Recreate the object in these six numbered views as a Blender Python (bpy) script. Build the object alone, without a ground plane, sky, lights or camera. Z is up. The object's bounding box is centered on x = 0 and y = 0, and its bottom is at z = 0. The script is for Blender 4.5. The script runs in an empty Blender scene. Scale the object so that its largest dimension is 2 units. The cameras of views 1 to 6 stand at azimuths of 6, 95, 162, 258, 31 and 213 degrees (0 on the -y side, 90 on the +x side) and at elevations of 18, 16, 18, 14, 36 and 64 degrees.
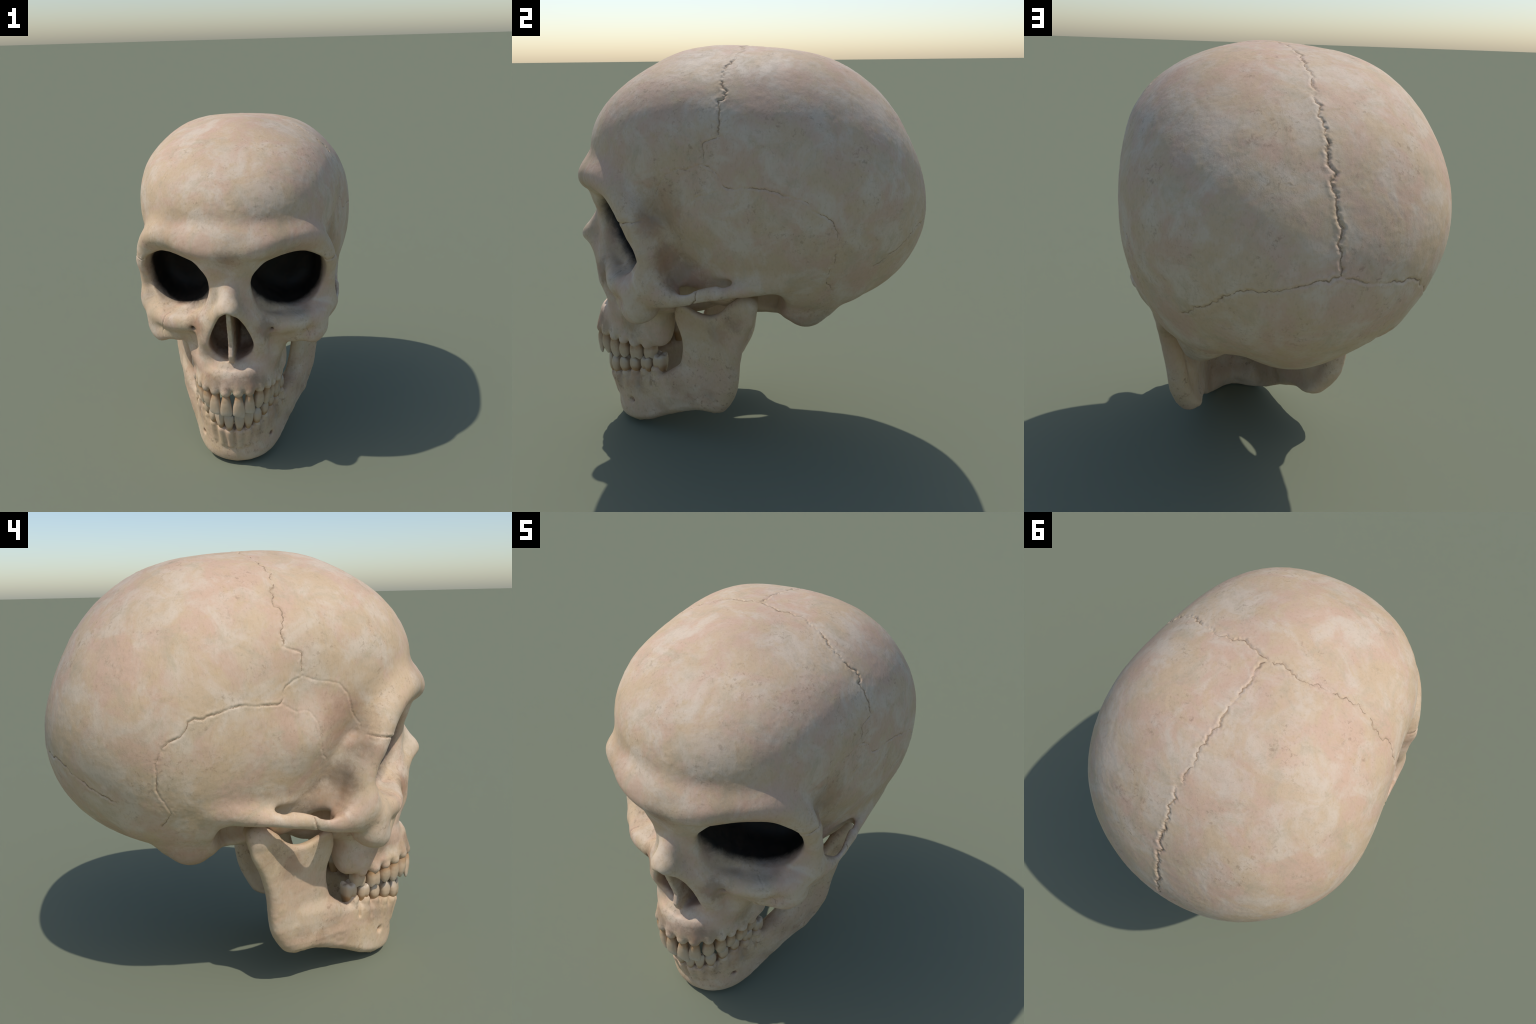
# A human skull: bones are modelled as a smooth implicit solid (named rods, plates, cavities),
# meshed once, then separated along the sutures into the single bones.  Teeth are lofted singly.
import bpy, bmesh, math
import numpy as np
from mathutils import Matrix, Vector

rng = np.random.default_rng(7)

# ----------------------------------------------------------------- implicit-solid toolbox
def smooth_union(a, b, k):
    h = np.maximum(k - np.abs(a - b), 0.0) / k
    return np.minimum(a, b) - h * h * k * 0.25

def smooth_cut(a, b, k):
    """solid a with solid b taken away, rounded edge k"""
    return -smooth_union(-a, b, k)

def smooth_both(a, b, k):
    return -smooth_union(-a, -b, k)

def ellipsoid(p, centre, radii, tilt=None):
    q = p - np.asarray(centre)
    if tilt is not None:
        axis, deg = tilt
        q = q @ np.array(Matrix.Rotation(math.radians(deg), 3, axis))
    r = np.asarray(radii)
    k0 = np.linalg.norm(q / r, axis=1)
    k1 = np.linalg.norm(q / (r * r), axis=1)
    return k0 * (k0 - 1.0) / np.maximum(k1, 1e-9)

def near_box(p, lo, hi, reach=.14):
    """points worth an exact distance, and a safe distance for all the others"""
    d = np.linalg.norm(np.maximum(np.maximum(lo - p, p - hi), 0), axis=1)
    return d < reach, d

def rod(p, nodes, steps=5):
    """rod of changing radius along a smooth curve through (x, y, z, radius) nodes"""
    P = np.asarray(nodes, float)
    if len(P) > 2:
        start = P[1] * [-1, 1, 1, 1] if P[0, 0] == 0 and P[1, 0] > 0 else 2 * P[0] - P[1]     # smooth across the midline
        Q = np.vstack([start, P, 2 * P[-1] - P[-2]])
        s = (np.arange(steps) / steps)[:, None]
        C = [0.5 * (2 * Q[i] + (Q[i + 1] - Q[i - 1]) * s + (2 * Q[i - 1] - 5 * Q[i] + 4 * Q[i + 1] - Q[i + 2]) * s ** 2
                    + (3 * Q[i] - Q[i - 1] - 3 * Q[i + 1] + Q[i + 2]) * s ** 3) for i in range(1, len(Q) - 2)]
        P = np.vstack(C + [P[-1:]])
    r = P[:, 3:]
    near, far = near_box(p, (P[:, :3] - r).min(0), (P[:, :3] + r).max(0))
    q = p[near]
    best = np.full(len(q), 1e9)
    for A, B in zip(P[:-1], P[1:]):
        ab = B[:3] - A[:3]
        t = np.clip(((q - A[:3]) @ ab) / (ab @ ab), 0, 1)
        best = np.minimum(best, np.linalg.norm(q - A[:3] - t[:, None] * ab, axis=1) - (A[3] + (B[3] - A[3]) * t))
    out = np.maximum(far, .01)
    out[near] = best
    return out

def polygon(u, v, pts):
    """signed distance in a plane to a closed outline"""
    pts = np.asarray(pts, float)
    d = np.full(u.shape, 1e9)
    inside = np.zeros(u.shape, bool)
    n = len(pts)
    for i in range(n):
        a, b = pts[i], pts[(i + 1) % n]
        e = b - a
        wx, wy = u - a[0], v - a[1]
        t = np.clip((wx * e[0] + wy * e[1]) / (e @ e), 0, 1)
        d = np.minimum(d, (wx - t * e[0]) ** 2 + (wy - t * e[1]) ** 2)
        if a[1] != b[1]:
            c = ((a[1] > v) != (b[1] > v)) & (u < (b[0] - a[0]) * (v - a[1]) / (b[1] - a[1]) + a[0])
            inside ^= c
    return np.where(inside, -1, 1) * np.sqrt(d)

def smooth_outline(pts, n=6):
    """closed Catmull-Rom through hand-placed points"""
    P = np.asarray(pts, float)
    out = []
    N = len(P)
    for i in range(N):
        p0, p1, p2, p3 = P[i - 1], P[i], P[(i + 1) % N], P[(i + 2) % N]
        for s in np.arange(n) / n:
            out.append(0.5 * (2 * p1 + (p2 - p0) * s + (2 * p0 - 5 * p1 + 4 * p2 - p3) * s * s
                              + (3 * p1 - p0 - 3 * p2 + p3) * s ** 3))
    return np.array(out)

def smooth_curve(pts, n=5):
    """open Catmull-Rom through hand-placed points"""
    P = np.asarray(pts, float)
    Q = np.vstack([P[0] * 0 + 2 * P[0] - P[1], P, 2 * P[-1] - P[-2]])
    s = (np.arange(n) / n)[:, None]
    C = [0.5 * (2 * Q[i] + (Q[i + 1] - Q[i - 1]) * s + (2 * Q[i - 1] - 5 * Q[i] + 4 * Q[i + 1] - Q[i + 2]) * s ** 2
                + (3 * Q[i] - Q[i - 1] - 3 * Q[i + 1] + Q[i + 2]) * s ** 3) for i in range(1, len(Q) - 2)]
    return np.vstack(C + [P[-1:]])

def plate_box(a, b, r):
    """2-D rounded combination of two slab distances"""
    a, b = a + r, b + r
    return np.minimum(np.maximum(a, b), 0) + np.hypot(np.maximum(a, 0), np.maximum(b, 0)) - r

def interp(x, xs, ys):
    return np.interp(x, xs, ys)

# ----------------------------------------------------------------- braincase
BRAIN = np.array([0.0, 0.08, 1.25])
# radius from the middle of the braincase, ring by ring (elevation), from the back of the head to the face
BRAIN_RINGS = [
    (-90, [0.625]),
    (-75, [0.651, 0.605, 0.600]),
    (-60, [0.690, 0.630, 0.600, 0.605, 0.605]),
    (-45, [0.733, 0.680, 0.642, 0.634, 0.632, 0.615, 0.621]),
    (-30, [0.779, 0.753, 0.722, 0.668, 0.632, 0.622, 0.603, 0.612]),
    (-15, [0.817, 0.804, 0.767, 0.718, 0.648, 0.624, 0.626, 0.630, 0.638]),
    (0, [0.817, 0.823, 0.800, 0.736, 0.661, 0.660, 0.676, 0.742, 0.772]),
    (15, [0.792, 0.814, 0.813, 0.758, 0.685, 0.671, 0.775, 0.864, 0.905]),
    (30, [0.778, 0.799, 0.799, 0.757, 0.733, 0.806, 0.896, 0.915]),
    (45, [0.771, 0.783, 0.791, 0.762, 0.792, 0.858, 0.862]),
    (60, [0.759, 0.777, 0.767, 0.784, 0.827]),
    (75, [0.740, 0.750, 0.774]),
    (90, [0.737]),
]

def build_brain_table():
    D, R = [], []
    for el, radii in BRAIN_RINGS:
        for az, r in zip(np.linspace(0, math.pi, len(radii)) if len(radii) > 1 else [0.0], radii):
            c = math.cos(math.radians(el))
            d = (math.sin(az) * c, math.cos(az) * c, math.sin(math.radians(el)))
            D.append(d); R.append(r)
            if abs(d[0]) > 1e-6:
                D.append((-d[0], d[1], d[2])); R.append(r)
    D, R = np.array(D), np.array(R)
    n = len(D)
    K = np.linalg.norm(D[:, None] - D[None], axis=2) ** 3
    P = np.c_[np.ones(n), D]
    w = np.linalg.solve(np.block([[K, P], [P.T, np.zeros((4, 4))]]), np.r_[R, np.zeros(4)])
    els = np.linspace(-math.pi / 2, math.pi / 2, 181)
    azs = np.linspace(0, math.pi, 181)
    E, A = np.meshgrid(els, azs, indexing='ij')
    X = np.c_[(np.sin(A) * np.cos(E)).ravel(), (np.cos(A) * np.cos(E)).ravel(), np.sin(E).ravel()]
    T = np.linalg.norm(X[:, None] - D[None], axis=2) ** 3 @ w[:n] + np.c_[np.ones(len(X)), X] @ w[n:]
    return T.reshape(181, 181)

BRAIN_TABLE = build_brain_table()

def braincase(p):
    q = p - BRAIN
    r = np.linalg.norm(q, axis=1) + 1e-9
    e = (np.arcsin(np.clip(q[:, 2] / r, -1, 1)) / math.pi + 0.5) * 180
    a = np.arctan2(np.abs(q[:, 0]), q[:, 1]) / math.pi * 180
    i = np.clip(e.astype(int), 0, 179); j = np.clip(a.astype(int), 0, 179)
    fe, fa = e - i, a - j
    T = BRAIN_TABLE
    R = (T[i, j] * (1 - fe) * (1 - fa) + T[i + 1, j] * fe * (1 - fa)
         + T[i, j + 1] * (1 - fe) * fa + T[i + 1, j + 1] * fe * fa)
    return (r - R) * 0.92

# ----------------------------------------------------------------- orbit and nose openings
ORBIT = np.array([0.334, -0.594, 1.122])
ORBIT_U = np.array([0.902, 0.431, 0.0]); ORBIT_U /= np.linalg.norm(ORBIT_U)
ORBIT_N = np.array([0.423, -0.885, -0.193]); ORBIT_N /= np.linalg.norm(ORBIT_N)
ORBIT_V = np.array([0.083, -0.174, 0.981]); ORBIT_V /= np.linalg.norm(ORBIT_V)
ORBIT_RIM = smooth_outline([(-0.250, 0.050), (-0.232, 0.108), (-0.160, 0.154), (-0.065, 0.183), (0.025, 0.184),
                            (0.120, 0.154), (0.185, 0.108), (0.206, 0.020), (0.192, -0.078), (0.120, -0.152),
                            (0.045, -0.175), (-0.038, -0.158), (-0.110, -0.128), (-0.176, -0.074), (-0.224, -0.010)], 4)
ORBIT_AXIS = np.array([-0.08, 0.40, 0.02])          # towards the apex

def orbit_hole(p, grow=0.0):
    q = p - ORBIT
    t = -(q @ ORBIT_N)                              # depth behind the rim plane
    ax = ORBIT_AXIS / -(ORBIT_AXIS @ ORBIT_N)
    c = q - np.maximum(t, 0)[:, None] * ax - np.minimum(t, 0)[:, None] * (-ORBIT_N)
    s = np.where(t > 0, 1.03 - 0.40 * t - 3.0 * t * t, 1.03 - 0.06 * np.minimum(t, 0))
    s = np.maximum(s, 0.15)
    d = polygon((c @ ORBIT_U) / s, (c @ ORBIT_V) / s, ORBIT_RIM) * s - grow
    return smooth_both(d * 0.9, t - ORBIT_DEPTH - grow, 0.08)

ORBIT_DEPTH = 0.235

NOSE = smooth_outline([(0.0, 1.038), (0.034, 1.018), (0.062, 0.975), (0.097, 0.905), (0.120, 0.845), (0.126, 0.795),
                       (0.104, 0.742), (0.055, 0.708), (0.0, 0.700), (-0.055, 0.708), (-0.104, 0.742), (-0.126, 0.795),
                       (-0.120, 0.845), (-0.097, 0.905), (-0.062, 0.975), (-0.034, 1.018)], 3)

def nose_hole(p):
    t = p[:, 1] + 0.80
    s = np.where(t > 0, 1.0 + 0.10 * np.minimum(t, 0.3), 1.0)
    d = polygon(p[:, 0] / s, (p[:, 2] - 0.83) / s + 0.83, NOSE)
    return smooth_both(d, p[:, 1] + 0.53, 0.08)

# ----------------------------------------------------------------- teeth plan: neck and tip of the outer face, width, depth
UPPER_TEETH = [('incisor', (0.038, -0.847, 0.515), (0.041, -0.867, 0.387), .074, .050),
               ('incisor', (0.105, -0.829, 0.516), (0.110, -0.845, 0.395), .070, .050),
               ('canine', (0.165, -0.784, 0.517), (0.165, -0.794, 0.401), .066, .058),
               ('premolar', (0.206, -0.726, 0.506), (0.200, -0.725, 0.403), .062, .066),
               ('premolar', (0.231, -0.666, 0.496), (0.227, -0.664, 0.410), .060, .070),
               ('molar', (0.255, -0.593, 0.496), (0.251, -0.597, 0.412), .074, .080),
               ('molar', (0.263, -0.518, 0.488), (0.263, -0.516, 0.420), .072, .080)]
LOWER_TEETH = [('incisor', (0.031, -0.798, 0.261), (0.035, -0.809, 0.358), .062, .046),
               ('incisor', (0.085, -0.782, 0.271), (0.095, -0.799, 0.372), .060, .046),
               ('canine', (0.140, -0.746, 0.292), (0.152, -0.756, 0.383), .062, .055),
               ('premolar', (0.182, -0.684, 0.315), (0.191, -0.688, 0.394), .062, .062),
               ('premolar', (0.212, -0.619, 0.332), (0.218, -0.619, 0.404), .062, .066),
               ('molar', (0.243, -0.548, 0.352), (0.252, -0.551, 0.418), .066, .078),
               ('molar', (0.267, -0.472, 0.370), (0.273, -0.473, 0.440), .074, .082)]

def arcade_curve(teeth, inset):
    """plan curve of a tooth row, from the midline backwards, at a given inset from the outer faces"""
    pts = np.array([[0.0, teeth[0][1][1] - 0.004]] + [t[1][:2] for t in teeth])
    pts = np.vstack([pts, [pts[-1, 0] + 0.006, pts[-1, 1] + 0.06]])
    tang = np.gradient(pts, axis=0)
    tang[0] = (1, 0)
    tang /= np.linalg.norm(tang, axis=1)[:, None]
    normal = np.c_[-tang[:, 1], tang[:, 0]]
    line = pts + normal * inset
    both = np.vstack([line[2:0:-1] * [-1, 1], line])      # mirrored start keeps the curve flat at the midline
    return smooth_curve(both, 4)[8:]

def plan_distance(p, curve):
    """distance in plan to a polyline and the arc position along it (0..1)"""
    best = np.full(len(p), 1e9); pos = np.zeros(len(p))
    seg = np.linalg.norm(np.diff(curve, axis=0), axis=1)
    acc = np.r_[0, np.cumsum(seg)]
    for i in range(len(curve) - 1):
        a, e = curve[i], curve[i + 1] - curve[i]
        wx, wy = p[:, 0] - a[0], p[:, 1] - a[1]
        t = np.clip((wx * e[0] + wy * e[1]) / (e @ e), 0, 1)
        d = np.hypot(wx - t * e[0], wy - t * e[1])
        m = d < best
        best[m] = d[m]; pos[m] = (acc[i] + t[m] * seg[i]) / acc[-1]
    return best, pos

# ----------------------------------------------------------------- cranium: braincase + face
def cranium(p):
    p = p.copy(); p[:, 0] = np.abs(p[:, 0])
    d = braincase(p)
    # orbit block that joins face and braincase
    d = smooth_union(d, ellipsoid(p, (.285, -.43, 1.10), (.235, .21, .215)), .06)
    # mastoid process and the crest leading to it
    d = smooth_union(d, rod(p, [(.43, .24, .925, .095), (.420, .33, .905, .098), (.345, .47, .912, .096)]), .10)
    d = smooth_union(d, rod(p, [(.375, .262, .778, .075), (.372, .312, .764, .084), (.352, .372, .788, .073)]), .07)
    # rim of the skull base around the ear
    d = smooth_union(d, rod(p, [(.27, .06, .775, .045), (.33, .17, .785, .03)]), .06)
    # ear notch between the arch root and the mastoid
    d = smooth_cut(d, rod(p, [(.66, .150, .846, .068), (.47, .140, .822, .074), (.38, .125, .812, .058)]), .04)
    d = smooth_cut(d, rod(p, [(.64, .06, .838, .055), (.50, .05, .820, .060), (.42, .05, .80, .050)]), .04)
    # brow ridge running from the glabella round to the cheek pillar
    brow = rod(p, [(0, -.800, 1.345, .052), (.10, -.796, 1.352, .051), (.20, -.772, 1.376, .050), (.30, -.714, 1.397, .050),
                   (.390, -.648, 1.400, .054), (.463, -.573, 1.368, .054), (.516, -.500, 1.292, .052), (.538, -.457, 1.20, .046)])
    d = smooth_union(d, rod(p, [(0, -.772, 1.435, .052), (.12, -.752, 1.430, .050), (.19, -.715, 1.425, .046)]), .07)
    # under side of the brow down to the socket rim
    brow = smooth_union(brow, rod(p, [(.06, -.755, 1.275, .050), (.13, -.730, 1.303, .045), (.22, -.694, 1.342, .044), (.33, -.632, 1.360, .044),
                                      (.43, -.560, 1.335, .044), (.50, -.502, 1.250, .044)]), .05)
    d = smooth_union(d, brow, .11)
    # cheek pillar (outer wall of the orbit)
    pillar = smooth_union(rod(p, [(.540, -.455, 1.20, .045), (.540, -.420, 1.06, .042), (.530, -.415, .94, .048)]),
                          rod(p, [(.505, -.390, 1.18, .038), (.513, -.372, 1.05, .036), (.520, -.348, .92, .042)]), .06)
    d = smooth_union(d, pillar, .03)
    # cheek bone
    cheek = rod(p, [(.518, -.425, .95, .050), (.476, -.472, .86, .072), (.450, -.494, .785, .064)])
    cheek = smooth_union(cheek, rod(p, [(.452, -.508, .880, .061), (.362, -.603, .878, .061), (.245, -.655, .884, .058),
                                        (.13, -.700, .935, .055)]), .05)
    cheek = smooth_union(cheek, rod(p, [(.486, -.472, .785, .049), (.430, -.526, .757, .051), (.350, -.580, .790, .052)]), .05)
    cheek = smooth_union(cheek, rod(p, [(.440, -.450, .790, .050), (.31, -.500, .755, .050), (.20, -.56, .70, .07)]), .05)
    # cheek arch to the temple
    arch = rod(p, [(.512, -.39, .866, .056), (.550, -.30, .880, .050), (.573, -.18, .900, .042),
                   (.580, -.06, .912, .034), (.577, .04, .928, .031), (.572, .13, .955, .033), (.56, .22, .98, .035)], .03)
    arch = smooth_union(arch, rod(p, [(.540, -.38, .905, .04), (.570, -.24, .905, .03), (.58, -.1, .915, .025)], .03), .04)
    face = smooth_union(cheek, arch, .04)
    face = smooth_union(face, rod(p, [(.22, -.600, .80, .066), (.33, -.540, .81, .060)]), .05)
    # side of the nose up to the brow
    nose_side = rod(p, [(.092, -.725, 1.25, .063), (.066, -.735, 1.12, .052), (.100, -.725, .98, .055),
                        (.140, -.708, .81, .060), (.140, -.680, .68, .056)])
    nose_edge = rod(p, [(.028, -.845, 1.040, .036), (.075, -.780, .95, .045), (.118, -.732, .84, .055)])
    face = smooth_union(face, smooth_union(nose_side, nose_edge, .06), .05)
    ridge = rod(p, [(0, -.745, 1.27, .065), (0, -.765, 1.17, .052), (0, -.812, 1.10, .044), (0, -.864, 1.040, .036)])
    face = smooth_union(face, ridge, .06)
    # alveolar part of the upper jaw
    gum, pos = plan_distance(p, arcade_curve(UPPER_TEETH, .036))
    zlow = interp(pos, [0, .45, .75, 1], [.536, .522, .504, .505])
    thick = .036 - .026 * np.clip((p[:, 2] - .545) / .11, 0, 1)
    alveolar = plate_box(gum - thick, np.maximum(zlow - p[:, 2], p[:, 2] - .66), .035)
    jaw = smooth_union(alveolar, ellipsoid(p, (.215, -.475, .615), (.080, .096, .115)), .06)
    jaw = smooth_union(jaw, rod(p, [(0, -.675, .66, .085), (0, -.45, .66, .09)]), .06)
    jaw = smooth_union(jaw, rod(p, [(0, -.735, .655, .052), (.075, -.722, .655, .052), (.150, -.670, .650, .052), (.20, -.59, .64, .05)]), .05)
    jaw = smooth_union(jaw, rod(p, [(.20, -.58, .70, .075), (.22, -.48, .75, .09), (.20, -.40, .85, .10)]), .06)
    for kind, neck, tip, w, dep in UPPER_TEETH:          # root bulges
        n = np.array(neck); out = np.array([n[0], n[1] + .56, 0]); out /= np.linalg.norm(out)
        a = n - out * .022 + np.array([0, 0, .018]); b = a - out * .036 + np.array([0, 0, .10])
        jaw = smooth_union(jaw, rod(p, [(*a, w * .43), (*b, w * .30)]), .013)
    face = smooth_union(face, jaw, .05)
    # inner filling between face and braincase, wing behind the jaw
    face = smooth_union(face, rod(p, [(.26, -.55, .86, .07), (.28, -.40, .80, .09), (.22, -.25, .78, .09)]), .06)
    face = smooth_union(face, rod(p, [(.15, -.33, .74, .05), (.17, -.31, .58, .025)]), .05)
    d = smooth_union(d, face, .07)
    # wall between socket and temple
    d = smooth_union(d, rod(p, [(.440, -.360, 1.18, .062), (.440, -.345, 1.06, .060), (.430, -.340, .95, .060)]), .05)
    d = smooth_union(d, rod(p, [(.430, -.26, .96, .060), (.420, -.14, .94, .055)]), .05)
    # thin bone between the eye sockets
    d = smooth_union(d, rod(p, [(.085, -.63, 1.24, .085), (.085, -.61, 1.10, .085), (.13, -.58, .96, .085)]), .05)
    # temple hollow behind the cheek pillar
    d = smooth_cut(d, rod(p, [(.590, -.285, 1.12, .020), (.555, -.290, 1.02, .045), (.556, -.250, .93, .033), (.546, -.12, .907, .029), (.545, -.03, .92, .020)]), .06)
    d = smooth_cut(d, rod(p, [(.536, -.24, .89, .034), (.525, -.12, .86, .042), (.49, -.20, .70, .08)]), .03)
    # hollow under the cheek bone beside the jaw
    d = smooth_cut(d, ellipsoid(p, (.368, -.57, .635), (.088, .13, .098)), .05)
    # thin walls round the eye and nose cavities, then the openings themselves
    d = smooth_union(d, np.maximum(nose_hole(p) - .022, -.74 - p[:, 1]), .03)
    d = smooth_cut(d, orbit_hole(p), .022)
    d = smooth_cut(d, nose_hole(p), .012)
    # small nerve holes
    d = smooth_cut(d, rod(p, [(.215, -.735, .868, .007), (.24, -.66, .895, .010)]), .02)
    # nasal septum and spine
    sept = np.maximum(np.abs(p[:, 0]) - .013 - .014 * np.clip((p[:, 1] + .80) / .3, 0, 1),
                      polygon(p[:, 1], p[:, 2], [(-.875, 1.06), (-.845, .95), (-.80, .80), (-.815, .745), (-.80, .70), (-.3, .68), (-.3, 1.06)]))
    d = smooth_union(d, sept, .015)
    return d

# ----------------------------------------------------------------- lower jaw
RAMUS = smooth_outline([(.076, .800), (.068, .735), (.014, .640), (-.020, .520), (-.027, .420), (-.042, .335), (-.090, .245),
                        (-.135, .197), (-.215, .194), (-.30, .178), (-.39, .158), (-.42, .25), (-.395, .365), (-.345, .435),
                        (-.320, .520), (-.320, .600), (-.345, .715), (-.325, .790), (-.28, .800), (-.235, .772), (-.185, .757),
                        (-.135, .762), (-.090, .790), (-.050, .835), (.02, .86), (.075, .845)], 3)
JAW_PLAN = smooth_curve([(0, -.713), (.056, -.707), (.106, -.684), (.157, -.637), (.194, -.571), (.226, -.496), (.264, -.414), (.315, -.295), (.352, -.20)])

def mandible(p):
    p = p.copy(); p[:, 0] = np.abs(p[:, 0])
    x, y, z = p.T
    # ramus: a plate leaning outwards towards the joint
    rear = interp(z, [.15, .20, .26, .35, .45, .60, .80], [.318, .336, .395, .428, .440, .462, .485])
    lean = interp(z, [.18, .30, .45, .60, .75, .85], [.18, .32, .39, .41, .34, .20])
    mid = rear + lean * np.clip(y, -.42, .1)
    half = interp(z, [.15, .22, .40, .60, .85], [.026, .042, .038, .030, .028])
    ramus = plate_box(polygon(y, z, RAMUS) + .004, (np.abs(x - mid) - half) * .92, .024)
    # thicker rear border and joint head
    ramus = smooth_union(ramus, rod(p, [(.478, .024, .80, .033), (.462, -.013, .68, .033), (.428, -.054, .50, .034),
                                        (.403, -.079, .35, .036), (.355, -.135, .238, .040)]), .05)
    ramus = smooth_union(ramus, rod(p, [(.395, .040, .825, .040), (.495, .035, .835, .038)]), .05)
    # body
    under = np.clip((.11 - z) / .11, 0, 1.2) ** 2 * .7          # the lower border turns in under the chin
    g, pos = plan_distance(p + np.c_[under * .012, under * -.050, z * 0], JAW_PLAN)
    # the lower border lies a little inside, the alveolar border follows the tooth row
    zb = interp(pos, [0, .18, .30, .45, .62, .78, .9, 1], [.020, .020, .028, .058, .114, .166, .194, .204])
    zt = interp(pos, [0, .12, .25, .40, .55, .70, .85, 1], [.262, .268, .290, .322, .342, .380, .410, .42])
    inside = np.where(x < np.interp(y, JAW_PLAN[:, 1], JAW_PLAN[:, 0]), 1.0, -1.0) * np.clip(g / .04, 0, 1)
    zb = zb - .014 * inside * np.clip(pos / .3, 0, 1)
    th = .044 + .003 * np.clip((.16 - z) / .1, 0, 1)
    body = plate_box((g - th), np.maximum(zb - z, z - zt), .030)
    d = smooth_union(ramus, body, .06)
    # chin
    d = smooth_union(d, rod(p, [(0, -.690, .090, .048), (.105, -.635, .085, .048)]), .05)
    for kind, neck, tip, w, dep in LOWER_TEETH:
        n = np.array(neck); out = np.array([n[0], n[1] + .56, 0]); out /= np.linalg.norm(out)
        a = n - out * .026 - np.array([0, 0, .005]); b = a - out * .014 - np.array([0, 0, .10])
        d = smooth_union(d, rod(p, [(*a, w * .44), (*b, w * .26)]), .024)
    for (k0, n0, *_), (k1, n1, *_) in zip(LOWER_TEETH[1:-1], LOWER_TEETH[2:]):      # furrows between the roots
        m = (np.array(n0) + np.array(n1)) / 2; out = np.array([m[0], m[1] + .56, 0]); out /= np.linalg.norm(out)
        a = m + out * .004 - np.array([0, 0, .005]); b = m + out * .006 - np.array([0, 0, .075])
        d = smooth_cut(d, rod(p, [(*a, .009), (*b, .005)]), .012)
    # nerve hole at the chin
    d = smooth_cut(d, rod(p, [(.225, -.675, .175, .010), (.19, -.62, .165, .012)]), .02)
    return d

# ----------------------------------------------------------------- meshing (surface nets on the narrow band)
def mesh_implicit(f, lo, hi, h, block=8):
    lo = np.asarray(lo, float)
    n = np.ceil((np.asarray(hi) - lo) / h / block).astype(int)
    N = n * block + 1
    val = np.empty(N, np.float32)
    bi = np.stack(np.meshgrid(*[np.arange(k) for k in n], indexing='ij'), -1).reshape(-1, 3)
    cen = lo + (bi + .5) * block * h
    fc = f(cen)
    rad = block * h * 0.87 * 1.45
    for b, v in zip(bi, fc):
        s = b * block
        val[s[0]:s[0] + block + 1, s[1]:s[1] + block + 1, s[2]:s[2] + block + 1] = np.sign(v) * 1.0
    act = bi[np.abs(fc) < rad]
    off = np.stack(np.meshgrid(*[np.arange(block + 1)] * 3, indexing='ij'), -1).reshape(-1, 3)
    step = 400
    for i in range(0, len(act), step):
        a = act[i:i + step]
        idx = (a[:, None] * block + off[None]).reshape(-1, 3)
        v = f(lo + idx * h)
        val[idx[:, 0], idx[:, 1], idx[:, 2]] = v
    ins = val < 0
    corners = [(i, j, k) for i in (0, 1) for j in (0, 1) for k in (0, 1)]
    sl = lambda c: tuple(slice(c[a], N[a] - 1 + c[a]) for a in range(3))
    cnt = np.zeros(N - 1, np.int8)
    for c in corners:
        cnt += ins[sl(c)]
    cell = np.argwhere((cnt > 0) & (cnt < 8))
    cv = np.stack([val[cell[:, 0] + c[0], cell[:, 1] + c[1], cell[:, 2] + c[2]] for c in corners], 1).astype(float)
    acc = np.zeros((len(cell), 3)); num = np.zeros(len(cell))
    for a in range(8):
        for b in range(a + 1, 8):
            ca, cb = np.array(corners[a]), np.array(corners[b])
            if np.abs(ca - cb).sum() != 1:
                continue
            m = (cv[:, a] < 0) != (cv[:, b] < 0)
            t = cv[m, a] / (cv[m, a] - cv[m, b])
            acc[m] += ca + t[:, None] * (cb - ca); num[m] += 1
    verts = lo + (cell + acc / num[:, None]) * h
    ids = np.full(N - 1, -1, np.int32)
    ids[cell[:, 0], cell[:, 1], cell[:, 2]] = np.arange(len(cell))
    quads = []
    for ax in range(3):
        o1, o2 = [(1, 2), (2, 0), (0, 1)][ax]
        s0 = [slice(1, N[a] - 1) for a in range(3)]; s1 = list(s0)
        s0[ax] = slice(0, N[ax] - 1); s1[ax] = slice(1, N[ax])
        A, B = ins[tuple(s0)], ins[tuple(s1)]
        e = np.argwhere(A != B)
        flip = A[e[:, 0], e[:, 1], e[:, 2]]
        base = e + 1; base[:, ax] -= 1
        def at(d1, d2):
            q = base.copy(); q[:, o1] -= d1; q[:, o2] -= d2
            return ids[q[:, 0], q[:, 1], q[:, 2]]
        Q = np.stack([at(1, 1), at(0, 1), at(0, 0), at(1, 0)], 1)
        Q[~flip] = Q[~flip][:, ::-1]
        quads.append(Q)
    quads = np.concatenate(quads)
    quads = quads[(quads >= 0).all(1)]
    # pull the vertices onto the true surface
    for it in range(2):
        v0 = np.empty(len(verts)); g = np.zeros((len(verts), 3))
        for i in range(0, len(verts), 200000):
            q = verts[i:i + 200000]
            v0[i:i + 200000] = f(q)
            for a in range(3):
                dq = np.zeros(3); dq[a] = h * .3
                g[i:i + 200000, a] = (f(q + dq) - v0[i:i + 200000]) / (h * .3)
        gl = np.maximum((g * g).sum(1), .3)
        verts -= np.clip(v0 / gl, -h * .7, h * .7)[:, None] * g
    nrm = g / np.maximum(np.linalg.norm(g, axis=1), 1e-6)[:, None]
    return verts, quads, nrm

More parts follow.
